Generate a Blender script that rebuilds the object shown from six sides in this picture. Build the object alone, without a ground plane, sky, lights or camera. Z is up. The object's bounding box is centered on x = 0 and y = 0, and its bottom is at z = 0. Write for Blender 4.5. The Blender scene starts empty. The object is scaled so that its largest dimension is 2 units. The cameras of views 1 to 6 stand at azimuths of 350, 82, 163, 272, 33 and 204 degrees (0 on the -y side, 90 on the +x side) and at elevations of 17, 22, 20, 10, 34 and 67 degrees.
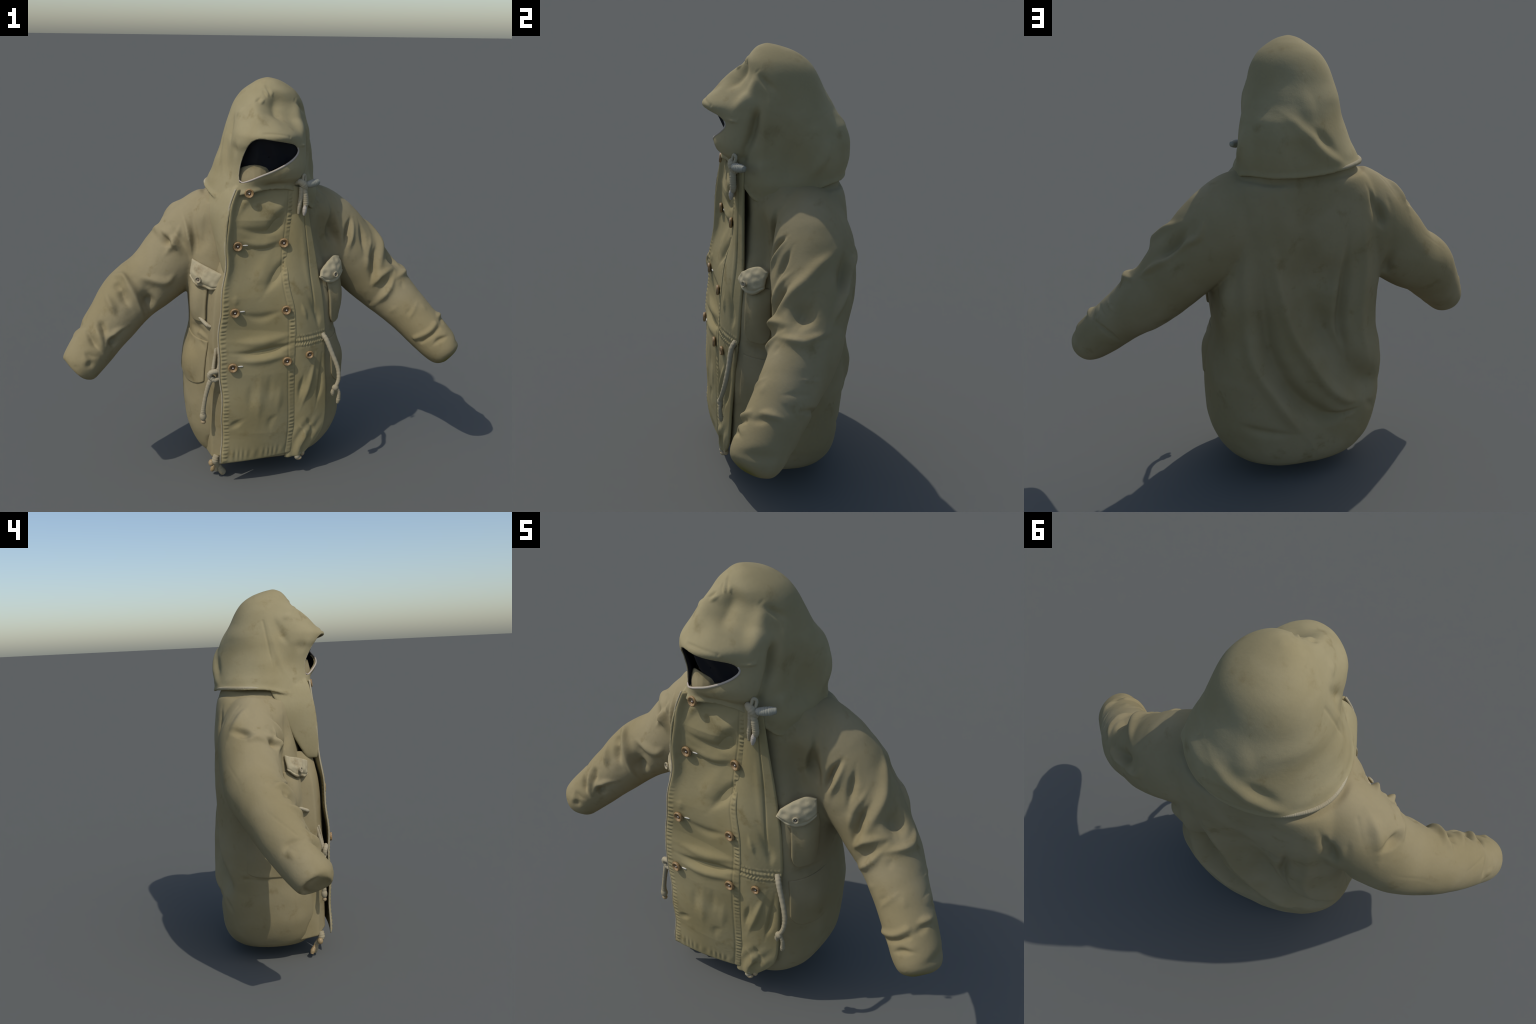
# Hooded canvas field jacket, built from lofted sections, sculpted folds and
# separate sewn-on parts.  x = wearer's left/right, -y = front, z = up.
import bpy, bmesh, math, random
import numpy as np
from mathutils import Vector
from mathutils.bvhtree import BVHTree

random.seed(7)
rng = np.random.default_rng(7)

# ------------------------------------------------------------------ helpers

def unit(v):
    v = np.asarray(v, float)
    return v / np.maximum(np.linalg.norm(v, axis=-1, keepdims=True), 1e-9)


def spline(pts, n, closed=False):
    """Catmull-Rom curve through the control points, n samples."""
    p = np.asarray(pts, float)
    m = len(p)
    if closed:
        t = np.arange(n) / n * m
        i = np.floor(t).astype(int)
        q = [p[(i + k) % m] for k in (-1, 0, 1, 2)]
    else:
        if m == 2:
            return p[0] + (p[1] - p[0]) * np.linspace(0, 1, n)[:, None]
        ext = np.vstack([2 * p[0] - p[1], p, 2 * p[-1] - p[-2]])
        t = np.linspace(0, m - 1, n)
        i = np.minimum(np.floor(t).astype(int), m - 2)
        q = [ext[i + k] for k in (0, 1, 2, 3)]
    f = (t - i)[:, None]
    return 0.5 * (2 * q[1] + (q[2] - q[0]) * f + (2 * q[0] - 5 * q[1] + 4 * q[2] - q[3]) * f ** 2
                  + (3 * q[1] - q[0] - 3 * q[2] + q[3]) * f ** 3)


def smooth_interp(x, xs, ys):
    """Monotone cubic interpolation (columns of ys over xs)."""
    xs = np.asarray(xs, float)
    ys = np.asarray(ys, float)
    one = ys.ndim == 1
    if one:
        ys = ys[:, None]
    h = np.diff(xs)[:, None]
    d = np.diff(ys, axis=0) / h
    m = np.zeros_like(ys)
    m[0], m[-1] = d[0], d[-1]
    same = d[:-1] * d[1:] > 0
    w1 = 2 * h[1:] + h[:-1]
    w2 = h[1:] + 2 * h[:-1]
    with np.errstate(divide='ignore', invalid='ignore'):
        hm = (w1 + w2) / (w1 / d[:-1] + w2 / d[1:])
    m[1:-1] = np.where(same, hm, 0)
    x = np.clip(np.asarray(x, float), xs[0], xs[-1])
    i = np.clip(np.searchsorted(xs, x) - 1, 0, len(xs) - 2)
    t = ((x - xs[i]) / (xs[i + 1] - xs[i]))[:, None]
    hh = h[i]
    r = ((1 + 2 * t) * (1 - t) ** 2 * ys[i] + t * (1 - t) ** 2 * hh * m[i]
         + t * t * (3 - 2 * t) * ys[i + 1] + t * t * (t - 1) * hh * m[i + 1])
    return r[:, 0] if one else r


def grid_faces(rows, cols, wrap):
    c = cols if wrap else cols - 1
    i, j = np.meshgrid(np.arange(rows - 1), np.arange(c), indexing='ij')
    i, j = i.ravel(), j.ravel()
    k = (j + 1) % cols
    return np.stack([i * cols + j, i * cols + k, (i + 1) * cols + k, (i + 1) * cols + j], 1)


def new_mesh(name, verts, faces, mat=None, smooth=True):
    me = bpy.data.meshes.new(name)
    me.from_pydata([tuple(v) for v in np.asarray(verts).tolist()], [], [tuple(int(i) for i in f) for f in faces])
    me.validate()
    if smooth:
        me.polygons.foreach_set("use_smooth", [True] * len(me.polygons))
    if mat:
        me.materials.append(mat)
    me.update()
    return me


def new_object(name, me, parent=None):
    ob = bpy.data.objects.new(name, me)
    bpy.context.scene.collection.objects.link(ob)
    if parent:
        ob.parent = parent
    return ob


def coords(me):
    a = np.empty(len(me.vertices) * 3)
    me.vertices.foreach_get("co", a)
    return a.reshape(-1, 3)


def set_coords(me, co):
    me.vertices.foreach_set("co", np.ascontiguousarray(co).ravel())
    me.update()


def normals(me):
    a = np.empty(len(me.vertices) * 3)
    me.vertex_normals.foreach_get("vector", a)
    return a.reshape(-1, 3)


def edges(me):
    a = np.empty(len(me.edges) * 2, dtype=np.int32)
    me.edges.foreach_get("vertices", a)
    return a.reshape(-1, 2)


def relax(values, ed, times, keep=None, f=0.5):
    """Laplacian smoothing of per-vertex values over the mesh edges."""
    n = len(values)
    deg = np.bincount(ed.ravel(), minlength=n).astype(float)
    deg[deg == 0] = 1
    v = values.copy()
    for _ in range(times):
        s = np.zeros_like(v)
        for c in range(v.shape[1]):
            s[:, c] = (np.bincount(ed[:, 0], v[ed[:, 1], c], n) + np.bincount(ed[:, 1], v[ed[:, 0], c], n))
        new = v + f * (s / deg[:, None] - v)
        v = new if keep is None else np.where(keep[:, None], v, new)
    return v


def apply_modifiers(ob):
    dg = bpy.context.evaluated_depsgraph_get()
    dg.update()
    me = bpy.data.meshes.new_from_object(ob.evaluated_get(dg))
    old = ob.data
    ob.modifiers.clear()
    ob.data = me
    bpy.data.meshes.remove(old)
    return me


def join_parts(parts):
    verts, faces, base = [], [], 0
    for v, f in parts:
        verts.append(np.asarray(v, float))
        faces += [tuple(int(i) + base for i in q) for q in f]
        base += len(v)
    return np.vstack(verts), faces


def remesh(name, parts, voxel, soften):
    v, f = join_parts(parts)
    ob = new_object(name, new_mesh(name, v, f))
    m = ob.modifiers.new("union", 'REMESH')
    m.mode = 'VOXEL'
    m.voxel_size = voxel
    me = apply_modifiers(ob)
    co = relax(coords(me), edges(me), soften)
    # iron out stray spikes left by the union
    for _ in range(12):
        flat = relax(co, edges(me), 1, f=1.0)
        spiky = np.linalg.norm(flat - co, axis=1) > 0.0022
        near = np.zeros(len(co))
        ed = edges(me)
        hit = spiky[ed[:, 0]] | spiky[ed[:, 1]]
        near[ed[hit].ravel()] = 1
        co = np.where(near[:, None] > 0, flat, co)
    set_coords(me, co)
    return ob


def near_curve(co, line):
    """Distance to a polyline and position 0..1 along it."""
    best = np.full(len(co), 9.0)
    along = np.zeros(len(co))
    n = len(line) - 1
    for k in range(n):
        a, b = line[k], line[k + 1]
        ab = b - a
        t = np.clip((co - a) @ ab / max(ab @ ab, 1e-12), 0, 1)
        d = np.linalg.norm(co - a - t[:, None] * ab, axis=1)
        c = d < best
        best[c] = d[c]
        along[c] = (k + t[c]) / n
    return best, along


def sculpt(me, strokes, push=None):
    """Raise (+) or press in (-) the cloth along curves: (points, radius, height[, kind])."""
    co = coords(me)
    nrm = unit(relax(normals(me), edges(me), 6))
    move = np.zeros_like(co)
    for s in strokes:
        pts, rad, high = s[0], s[1], s[2]
        kind = s[3] if len(s) > 3 else 'soft'
        line = spline(pts, max(8, 6 * len(pts))) if len(pts) > 1 else np.array([pts[0], pts[0]], float)
        line = np.asarray(line, float)
        if len(pts) > 1 and kind != 'even':
            run = 0.14 * np.linalg.norm(np.diff(line, axis=0), axis=1).sum()
            line = np.vstack([line[:1] - unit(line[1] - line[0]) * run, line, line[-1:] + unit(line[-1] - line[-2]) * run])
        lo, hi = line.min(0) - 2.4 * rad, line.max(0) + 2.4 * rad
        idx = np.nonzero(np.all((co > lo) & (co < hi), axis=1))[0]
        if not len(idx):
            continue
        d, t = near_curve(co[idx], line)
        if len(pts) > 1 and kind != 'even':
            # folds are widest and deepest in the middle and run out to points
            e = np.clip(np.minimum(t, 1 - t) / (0.45 if len(pts) < 5 else 0.25), 0, 1)
            e = e * e * (3 - 2 * e)
            w = np.exp(-(d / (rad * (0.55 + 0.55 * e))) ** 2) * (0.06 + 0.94 * e)
        else:
            w = np.exp(-(d / rad) ** 2)
        # only the side of the cloth that faces the same way as the stroke
        mid = idx[np.argsort(d)[:40]]
        ref = unit(nrm[mid].mean(0))
        w = w * np.clip((nrm[idx] @ ref) * 2 + 0.9, 0, 1)
        move[idx] += nrm[idx] * (w * high)[:, None]
    set_coords(me, co + move)


def wrinkle(co, nrm, scale, amount, seed, stretch=(1, 1, 1)):
    """Band-limited random waves, used for fine cloth unevenness."""
    r = np.random.default_rng(seed)
    s = np.zeros(len(co))
    q = co * np.array(stretch)
    for k in range(14):
        d = unit(r.normal(size=3))
        w = scale * r.uniform(0.6, 1.7)
        s += np.sin(q @ d * w + r.uniform(0, 6.28) + 1.4 * np.sin(q @ unit(r.normal(size=3)) * w * 0.6 + r.uniform(0, 6)))
    return co + nrm * (s / 14 * amount * 2)[:, None]


# ---------------------------------------------------------------- materials

def cloth_material(name, base, worn, stain, grain=1.0, rough=0.9, patch=(0.35, 0.65), spot=None):
    m = bpy.data.materials.new(name)
    m.use_nodes = True
    nt = m.node_tree
    N, L = nt.nodes, nt.links
    bsdf = N["Principled BSDF"]
    bsdf.inputs["Roughness"].default_value = rough
    bsdf.inputs["Specular IOR Level"].default_value = 0.12 if rough > 0.8 else 0.35
    tc = N.new("ShaderNodeTexCoord")

    def noise(scale, detail, rough_, dist=0.0):
        t = N.new("ShaderNodeTexNoise")
        t.inputs["Scale"].default_value = scale
        t.inputs["Detail"].default_value = detail
        t.inputs["Roughness"].default_value = rough_
        t.inputs["Distortion"].default_value = dist
        L.new(tc.outputs["Object"], t.inputs["Vector"])
        return t

    def mix(a, b, fac, kind='MIX'):
        x = N.new("ShaderNodeMix")
        x.data_type = 'RGBA'
        x.blend_type = kind
        for sock, val in ((x.inputs[6], a), (x.inputs[7], b), (x.inputs[0], fac)):
            if hasattr(val, "is_output"):
                L.new(val, sock)
            else:
                sock.default_value = val
        return x.outputs[2]

    def ramp(src, lo, hi):
        r = N.new("ShaderNodeMapRange")
        r.inputs[1].default_value = lo
        r.inputs[2].default_value = hi
        r.interpolation_type = 'SMOOTHSTEP'
        L.new(src, r.inputs[0])
        return r.outputs[0]

    big = noise(3.2, 3, 0.5, 0.3)
    mid = noise(11, 4, 0.6, 0.2)
    fine = noise(70, 3, 0.6)
    c = mix((*base, 1), (*worn, 1), ramp(big.outputs["Fac"], patch[0], patch[1]))
    c = mix(c, (*stain, 1), ramp(mid.outputs["Fac"], 0.56, 0.78))
    g = mix((0.93, 0.93, 0.93, 1), (1.06, 1.05, 1.03, 1), fine.outputs["Fac"])
    c = mix(c, g, 0.7 * grain, 'MULTIPLY')
    if spot:   # a local stain: centre, radius, colour
        vm = N.new("ShaderNodeVectorMath")
        vm.operation = 'DISTANCE'
        vm.inputs[1].default_value = spot[0]
        L.new(tc.outputs["Object"], vm.inputs[0])
        c = mix(c, (*spot[2], 1), ramp(vm.outputs["Value"], spot[1], spot[1] * 0.25))
    L.new(c, bsdf.inputs["Base Color"])
    weave = noise(420, 2, 0.5)
    add = N.new("ShaderNodeMath")
    add.operation = 'MULTIPLY_ADD'
    add.inputs[1].default_value = 0.35
    L.new(weave.outputs["Fac"], add.inputs[0])
    L.new(fine.outputs["Fac"], add.inputs[2])
    bump = N.new("ShaderNodeBump")
    bump.inputs["Strength"].default_value = 0.12 * grain
    bump.inputs["Distance"].default_value = 0.006
    L.new(add.outputs[0], bump.inputs["Height"])
    L.new(bump.outputs["Normal"], bsdf.inputs["Normal"])
    return m


CANVAS = cloth_material("khaki_canvas", (0.270, 0.221, 0.117), (0.305, 0.254, 0.146), (0.230, 0.182, 0.090))
PANEL = cloth_material("front_panel_canvas", (0.285, 0.233, 0.113), (0.325, 0.272, 0.144), (0.243, 0.192, 0.088))
HOODCLOTH = cloth_material("hood_canvas", (0.296, 0.247, 0.131), (0.336, 0.286, 0.162), (0.252, 0.203, 0.102))
HEM = cloth_material("worn_pale_hem", (0.33, 0.28, 0.175), (0.40, 0.35, 0.24), (0.27, 0.215, 0.12), 1.6)
FLAP = cloth_material("faded_flap_canvas", (0.36, 0.31, 0.19), (0.41, 0.355, 0.23), (0.28, 0.22, 0.125), 1.4)
CORD = cloth_material("pale_cord", (0.33, 0.28, 0.18), (0.38, 0.33, 0.225), (0.26, 0.205, 0.12))
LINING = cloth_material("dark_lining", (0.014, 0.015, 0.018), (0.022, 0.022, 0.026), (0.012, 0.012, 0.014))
TRIM = cloth_material("hood_trim_fabric", (0.40, 0.36, 0.29), (0.47, 0.40, 0.34), (0.34, 0.25, 0.20))
TOGGLE = cloth_material("grey_toggle_plastic", (0.27, 0.26, 0.20), (0.31, 0.30, 0.24), (0.22, 0.21, 0.15), 0.3, 0.75)
HORN = cloth_material("horn_button", (0.25, 0.15, 0.06), (0.32, 0.21, 0.10), (0.13, 0.07, 0.03), 0.6, 0.4)
HOLE = cloth_material("button_centre", (0.07, 0.04, 0.02), (0.10, 0.05, 0.025), (0.05, 0.03, 0.015), 0.5, 0.6)
THREAD = cloth_material("pale_thread", (0.55, 0.52, 0.45), (0.6, 0.57, 0.5), (0.45, 0.42, 0.35), 0.5)
BRASS = cloth_material("aged_cord_tip", (0.30, 0.21, 0.10), (0.40, 0.30, 0.17), (0.18, 0.12, 0.06), 0.6, 0.45)

CUFF_STAINED = cloth_material("yellow_stained_cuff", (0.270, 0.221, 0.117), (0.305, 0.254, 0.146), (0.230, 0.182, 0.090), spot=((0.955, -0.245, 0.575), 0.10, (0.17, 0.15, 0.03)))

# ------------------------------------------------------------- jacket (root)
jacket = bpy.data.objects.new("hooded_jacket", None)
bpy.context.scene.collection.objects.link(jacket)
jacket["label"] = "old khaki canvas hooded field jacket with horn buttons"
jacket["category"] = "jacket"

# ----------------------------------------------------- torso and sleeve loft
# height, left half-width, right half-width, front y, back y
TORSO = [
    (0.050, 0.20, 0.19, -0.12, 0.18), (0.070, 0.285, 0.265, -0.185, 0.25), (0.11, 0.340, 0.330, -0.215, 0.285),
    (0.18, 0.378, 0.382, -0.235, 0.302), (0.28, 0.402, 0.415, -0.25, 0.305), (0.40, 0.410, 0.42, -0.25, 0.307),
    (0.53, 0.408, 0.42, -0.25, 0.310), (0.63, 0.395, 0.405, -0.25, 0.310), (0.74, 0.372, 0.382, -0.245, 0.30),
    (0.85, 0.375, 0.390, -0.235, 0.292), (1.00, 0.385, 0.398, -0.205, 0.294), (1.13, 0.388, 0.395, -0.175, 0.294),
    (1.24, 0.378, 0.385, -0.16, 0.292), (1.33, 0.362, 0.37, -0.15, 0.282), (1.40, 0.325, 0.335, -0.155, 0.272),
    (1.45, 0.275, 0.28, -0.165, 0.258), (1.50, 0.215, 0.21, -0.17, 0.225), (1.54, 0.16, 0.16, -0.16, 0.18), (1.555, 0.10, 0.10, -0.1, 0.1),
]


def torso_loft():
    t = np.array(TORSO)
    zs = np.linspace(t[0, 0], t[-1, 0], 90)
    r = smooth_interp(zs, t[:, 0], t[:, 1:])
    a = np.linspace(0, 2 * np.pi, 96, endpoint=False)
    ca, sa = np.cos(a), np.sin(a)
    rows = []
    for z, (xl, xr, yf, yb) in zip(zs, r):
        yc = 0.045
        ex = np.where(sa > 0, 2 / np.interp(z, [0.1, 0.6], [2.4, 3.3]), 2 / np.interp(z, [0.1, 0.5, 0.8], [3.0, 3.0, 2.7]))
        cx = np.sign(ca) * np.abs(ca) ** ex
        cy = np.sign(sa) * np.abs(sa) ** ex
        rows.append(np.stack([np.where(ca > 0, xr, xl) * cx, yc + np.where(sa > 0, yb - yc, yc - yf) * cy, np.full(96, z)], 1))
    v = np.vstack(rows)
    f = [tuple(q) for q in grid_faces(90, 96, True)]
    f += [tuple(range(95, -1, -1)), tuple(range(89 * 96, 90 * 96))]
    return v, f


# sleeve stations: centre, half-thickness across, half-depth front to back
SLEEVE_RIGHT_SIDE = [
    ((0.16, 0.085, 1.30), 0.165, 0.16), ((0.26, 0.09, 1.27), 0.193, 0.17), ((0.355, 0.096, 1.205), 0.190, 0.178), ((0.465, 0.086, 1.110), 0.168, 0.170),
    ((0.57, 0.057, 1.000), 0.152, 0.150), ((0.665, 0.022, 0.905), 0.138, 0.138), ((0.76, -0.05, 0.81), 0.116, 0.122),
    ((0.85, -0.124, 0.715), 0.106, 0.113), ((0.912, -0.180, 0.648), 0.097, 0.106), ((0.944, -0.207, 0.614), 0.079, 0.090), ((0.958, -0.219, 0.599), 0.04, 0.045),
]
SLEEVE_LEFT_SIDE = [
    ((-0.16, 0.08, 1.29), 0.165, 0.15), ((-0.25, 0.085, 1.262), 0.195, 0.155), ((-0.335, 0.093, 1.198), 0.194, 0.164), ((-0.44, 0.090, 1.098), 0.177, 0.158),
    ((-0.55, 0.070, 1.002), 0.154, 0.150), ((-0.665, 0.02, 0.930), 0.148, 0.138), ((-0.76, -0.05, 0.828), 0.129, 0.126),
    ((-0.848, -0.125, 0.73), 0.110, 0.112), ((-0.902, -0.177, 0.670), 0.100, 0.102), ((-0.927, -0.198, 0.644), 0.088, 0.09), ((-0.932, -0.201, 0.639), 0.05, 0.05),
]


def sleeve_loft(stations):
    c = spline([s[0] for s in stations], 70)
    k = np.linspace(0, len(stations) - 1, 70)
    r = smooth_interp(k, np.arange(len(stations)), np.array([s[1:] for s in stations]))
    tan = unit(np.gradient(c, axis=0))
    up = np.array([0.0, 1.0, 0.0])
    a = np.linspace(0, 2 * np.pi, 48, endpoint=False)
    rows = []
    for p, t, (r1, r2) in zip(c, tan, r):
        side = unit(up - t * (up @ t))
        top = np.cross(side, t)
        rows.append(p + np.outer(np.cos(a) * r1, top) + np.outer(np.sin(a) * r2, side))
    v = np.vstack(rows)
    f = [tuple(q) for q in grid_faces(70, 48, True)]
    f += [tuple(range(47, -1, -1)), tuple(range(69 * 48, 70 * 48))]
    return v, f


def ball(centre, radii, n=20):
    a = np.linspace(0, 2 * np.pi, 2 * n, endpoint=False)
    b = np.linspace(-np.pi / 2 + 0.05, np.pi / 2 - 0.05, n)
    v = np.vstack([np.stack([np.cos(t) * np.cos(a), np.cos(t) * np.sin(a), np.full(2 * n, math.sin(t))], 1) for t in b])
    f = [tuple(q) for q in grid_faces(n, 2 * n, True)] + [tuple(range(2 * n - 1, -1, -1)), tuple(range((n - 1) * 2 * n, n * 2 * n))]
    return v * np.array(radii) + np.array(centre), f


body = remesh("torso", [torso_loft(), sleeve_loft(SLEEVE_RIGHT_SIDE), sleeve_loft(SLEEVE_LEFT_SIDE),
                        ball((0.32, -0.075, 0.92), (0.06, 0.07, 0.15)), ball((-0.305, -0.08, 0.92), (0.06, 0.07, 0.15)),
                        ball((0.345, -0.045, 0.56), (0.07, 0.10, 0.13)), ball((-0.345, -0.05, 0.58), (0.065, 0.11, 0.13))], 0.005, 20)

# folds of the cloth: curve, width, height (negative presses in)
BACK_FOLDS = [
    # broad hollow between the shoulder blades that sweeps down to the wearer's right hip
    ([(0.040, 0.30, 1.24), (0.015, 0.30, 1.05), (-0.040, 0.30, 0.86), (-0.09, 0.30, 0.72)], 0.085, -0.036),
    ([(-0.075, 0.28, 1.14), (-0.085, 0.28, 1.02), (-0.095, 0.28, 0.92)], 0.05, -0.018),
    ([(-0.020, 0.30, 0.88), (-0.085, 0.30, 0.74), (-0.18, 0.30, 0.58), (-0.28, 0.27, 0.48), (-0.37, 0.19, 0.43)], 0.060, -0.036),
    # second diagonal hollow, lower
    ([(0.235, 0.30, 1.15), (0.205, 0.30, 0.85), (0.165, 0.30, 0.64), (0.07, 0.30, 0.47), (-0.06, 0.30, 0.35), (-0.16, 0.30, 0.31)], 0.036, -0.034),
    # seam ridge between the two hollows
    ([(0.185, 0.30, 1.22), (0.145, 0.30, 1.02), (0.08, 0.30, 0.78), (0.005, 0.30, 0.64), (-0.08, 0.30, 0.51), (-0.17, 0.30, 0.42), (-0.24, 0.28, 0.39)], 0.026, 0.020),
    # ridge that hangs from the wearer's left armhole
    ([(0.285, 0.29, 1.28), (0.29, 0.29, 1.05), (0.285, 0.29, 0.82), (0.25, 0.29, 0.64), (0.17, 0.30, 0.50), (0.09, 0.30, 0.36), (0.03, 0.30, 0.27)], 0.030, 0.020),
    ([(0.345, 0.24, 1.12), (0.365, 0.24, 0.97), (0.38, 0.22, 0.82), (0.39, 0.19, 0.68)], 0.038, 0.026),
    # pleat by the wearer's right armhole
    ([(-0.245, 0.29, 1.28), (-0.26, 0.29, 1.05), (-0.25, 0.29, 0.80), (-0.28, 0.28, 0.64)], 0.030, 0.018),
    ([(-0.165, 0.30, 1.22), (-0.160, 0.30, 1.00), (-0.145, 0.30, 0.80), (-0.175, 0.30, 0.66)], 0.020, -0.036),
    ([(-0.375, 0.22, 1.30), (-0.385, 0.22, 1.10), (-0.385, 0.2, 0.92)], 0.022, -0.030),
    # creases above the hem
    ([(0.34, 0.22, 0.36), (0.22, 0.29, 0.30), (0.06, 0.30, 0.27)], 0.018, -0.010),
    ([(-0.25, 0.28, 0.345), (-0.15, 0.30, 0.335), (-0.06, 0.30, 0.35)], 0.014, -0.014),
]
CHEST_FOLDS = [
    # the chest falls back behind the front strip on the wearer's left
    ([(0.175, -0.13, 1.43), (0.225, -0.09, 1.41), (0.265, -0.04, 1.415), (0.285, 0.0, 1.43)], 0.045, -0.040),
    ([(0.24, -0.09, 1.40), (0.275, -0.09, 1.27), (0.300, -0.09, 1.14), (0.30, -0.10, 1.05)], 0.055, -0.062),
    ([(0.340, -0.01, 1.41), (0.350, -0.05, 1.27), (0.345, -0.07, 1.13)], 0.016, 0.020),
    ([(0.300, -0.05, 1.38), (0.312, -0.07, 1.26), (0.318, -0.07, 1.15)], 0.012, -0.014),
    ([(0.275, -0.06, 1.36), (0.285, -0.07, 1.26), (0.295, -0.07, 1.15)], 0.010, 0.010),
    ([(0.375, 0.01, 1.38), (0.388, -0.01, 1.26), (0.392, -0.02, 1.13)], 0.017, -0.030),
    ([(-0.30, -0.08, 1.36), (-0.31, -0.09, 1.25), (-0.325, -0.09, 1.16)], 0.030, -0.016),
    # gathers at the waist
    ([(0.30, -0.16, 0.755), (0.36, -0.10, 0.76), (0.39, -0.02, 0.75)], 0.022, -0.012),
    ([(0.32, -0.14, 0.725), (0.37, -0.08, 0.735)], 0.008, 0.008),
    ([(0.34, -0.12, 0.775), (0.375, -0.06, 0.765)], 0.007, 0.007),
    ([(-0.30, -0.17, 0.775), (-0.35, -0.11, 0.785), (-0.38, -0.03, 0.78)], 0.022, -0.012),
    ([(-0.29, -0.18, 0.745), (-0.33, -0.13, 0.770), (-0.36, -0.10, 0.755)], 0.009, 0.010),
    ([(-0.30, -0.17, 0.70), (-0.34, -0.13, 0.74)], 0.008, -0.008),
]
SLEEVE_BACK_FOLDS = [
    ([(0.503, 0.202, 1.266), (0.567, 0.185, 1.185), (0.632, 0.145, 1.130)], 0.03, -0.026),
    ([(0.431, 0.218, 1.319), (0.464, 0.241, 1.242), (0.521, 0.229, 1.206), (0.587, 0.199, 1.147), (0.651, 0.154, 1.093), (0.703, 0.122, 1.052)], 0.013, 0.013),
    ([(0.583, 0.210, 1.145), (0.588, 0.225, 1.090), (0.561, 0.233, 1.017)], 0.005, -0.0028, 'even'),
    ([(0.709, 0.122, 1.042), (0.635, 0.202, 1.024), (0.561, 0.222, 0.978), (0.493, 0.188, 0.933)], 0.005, -0.0028, 'even'),
    ([(0.899, -0.048, 0.804), (0.868, 0.011, 0.783), (0.824, 0.036, 0.745), (0.775, 0.004, 0.695)], 0.01, -0.009),
    ([(0.867, -0.087, 0.857), (0.853, 0.013, 0.843)], 0.009, -0.005),
    ([(0.836, -0.016, 0.896), (0.816, 0.059, 0.877)], 0.009, 0.004),
    ([(0.737, 0.112, 1.001), (0.753, 0.068, 1.020)], 0.0156, -0.0032),
]
RIGHT_ARM_FOLDS = [
    ([(-0.505, 0.032, 1.275), (-0.471, -0.014, 1.240), (-0.437, -0.066, 1.202), (-0.412, -0.083, 1.142)], 0.02, 0.018),
    ([(-0.451, -0.005, 1.276), (-0.428, -0.025, 1.242), (-0.399, -0.042, 1.200), (-0.372, -0.067, 1.135)], 0.017, -0.036),
    ([(-0.397, -0.008, 1.346), (-0.382, -0.047, 1.285), (-0.370, -0.072, 1.214), (-0.361, -0.069, 1.148)], 0.013, 0.015),
    ([(-0.358, -0.031, 1.356), (-0.359, -0.066, 1.295), (-0.352, -0.081, 1.229), (-0.341, -0.088, 1.166)], 0.013, -0.015),
    ([(-0.298, -0.079, 1.372), (-0.307, -0.072, 1.289), (-0.322, -0.089, 1.185)], 0.014, 0.01),
    ([(-0.507, 0.005, 1.249), (-0.473, -0.040, 1.215), (-0.439, -0.080, 1.174)], 0.009, -0.009),
    ([(-0.699, -0.023, 1.062), (-0.670, -0.100, 1.022), (-0.630, -0.127, 0.944), (-0.608, -0.100, 0.860)], 0.017, 0.022),
    ([(-0.642, -0.071, 1.036), (-0.610, -0.071, 0.976), (-0.575, -0.083, 0.925), (-0.570, -0.069, 0.873)], 0.026, -0.032),
    ([(-0.620, -0.067, 1.041), (-0.572, -0.070, 1.000), (-0.518, -0.067, 0.943)], 0.022, -0.014),
    ([(-0.626, -0.062, 1.053), (-0.559, -0.075, 1.034), (-0.485, -0.072, 1.024), (-0.435, -0.081, 1.077)], 0.02, 0.01),
    ([(-0.718, -0.074, 1.021), (-0.696, -0.113, 0.969), (-0.668, -0.130, 0.915)], 0.018, -0.014),
    ([(-0.781, -0.065, 0.982), (-0.758, -0.121, 0.935), (-0.738, -0.152, 0.881)], 0.016, 0.014),
    ([(-0.819, -0.160, 0.876), (-0.796, -0.183, 0.838), (-0.791, -0.205, 0.807)], 0.012, -0.014),
    ([(-0.837, -0.173, 0.856), (-0.809, -0.223, 0.797), (-0.796, -0.230, 0.740)], 0.014, 0.016),
    ([(-0.880, -0.165, 0.835), (-0.845, -0.219, 0.790), (-0.816, -0.235, 0.750)], 0.013, -0.014),
    ([(-0.689, -0.153, 0.833), (-0.737, -0.179, 0.820), (-0.780, -0.201, 0.786), (-0.794, -0.228, 0.739)], 0.012, 0.01),
    ([(-0.765, -0.184, 0.804), (-0.758, -0.198, 0.750)], 0.022, -0.016),
    ([(-0.883, -0.241, 0.754), (-0.864, -0.248, 0.733), (-0.823, -0.244, 0.722)], 0.0117, -0.0049),
    ([(-0.873, -0.252, 0.716), (-0.860, -0.266, 0.675)], 0.0156, -0.0067),
    ([(-0.889, -0.246, 0.746), (-0.883, -0.258, 0.712), (-0.893, -0.271, 0.687)], 0.0156, 0.004),
    ([(-0.929, -0.267, 0.690), (-0.880, -0.266, 0.677)], 0.005, -0.0028, 'even'),
]
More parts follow.
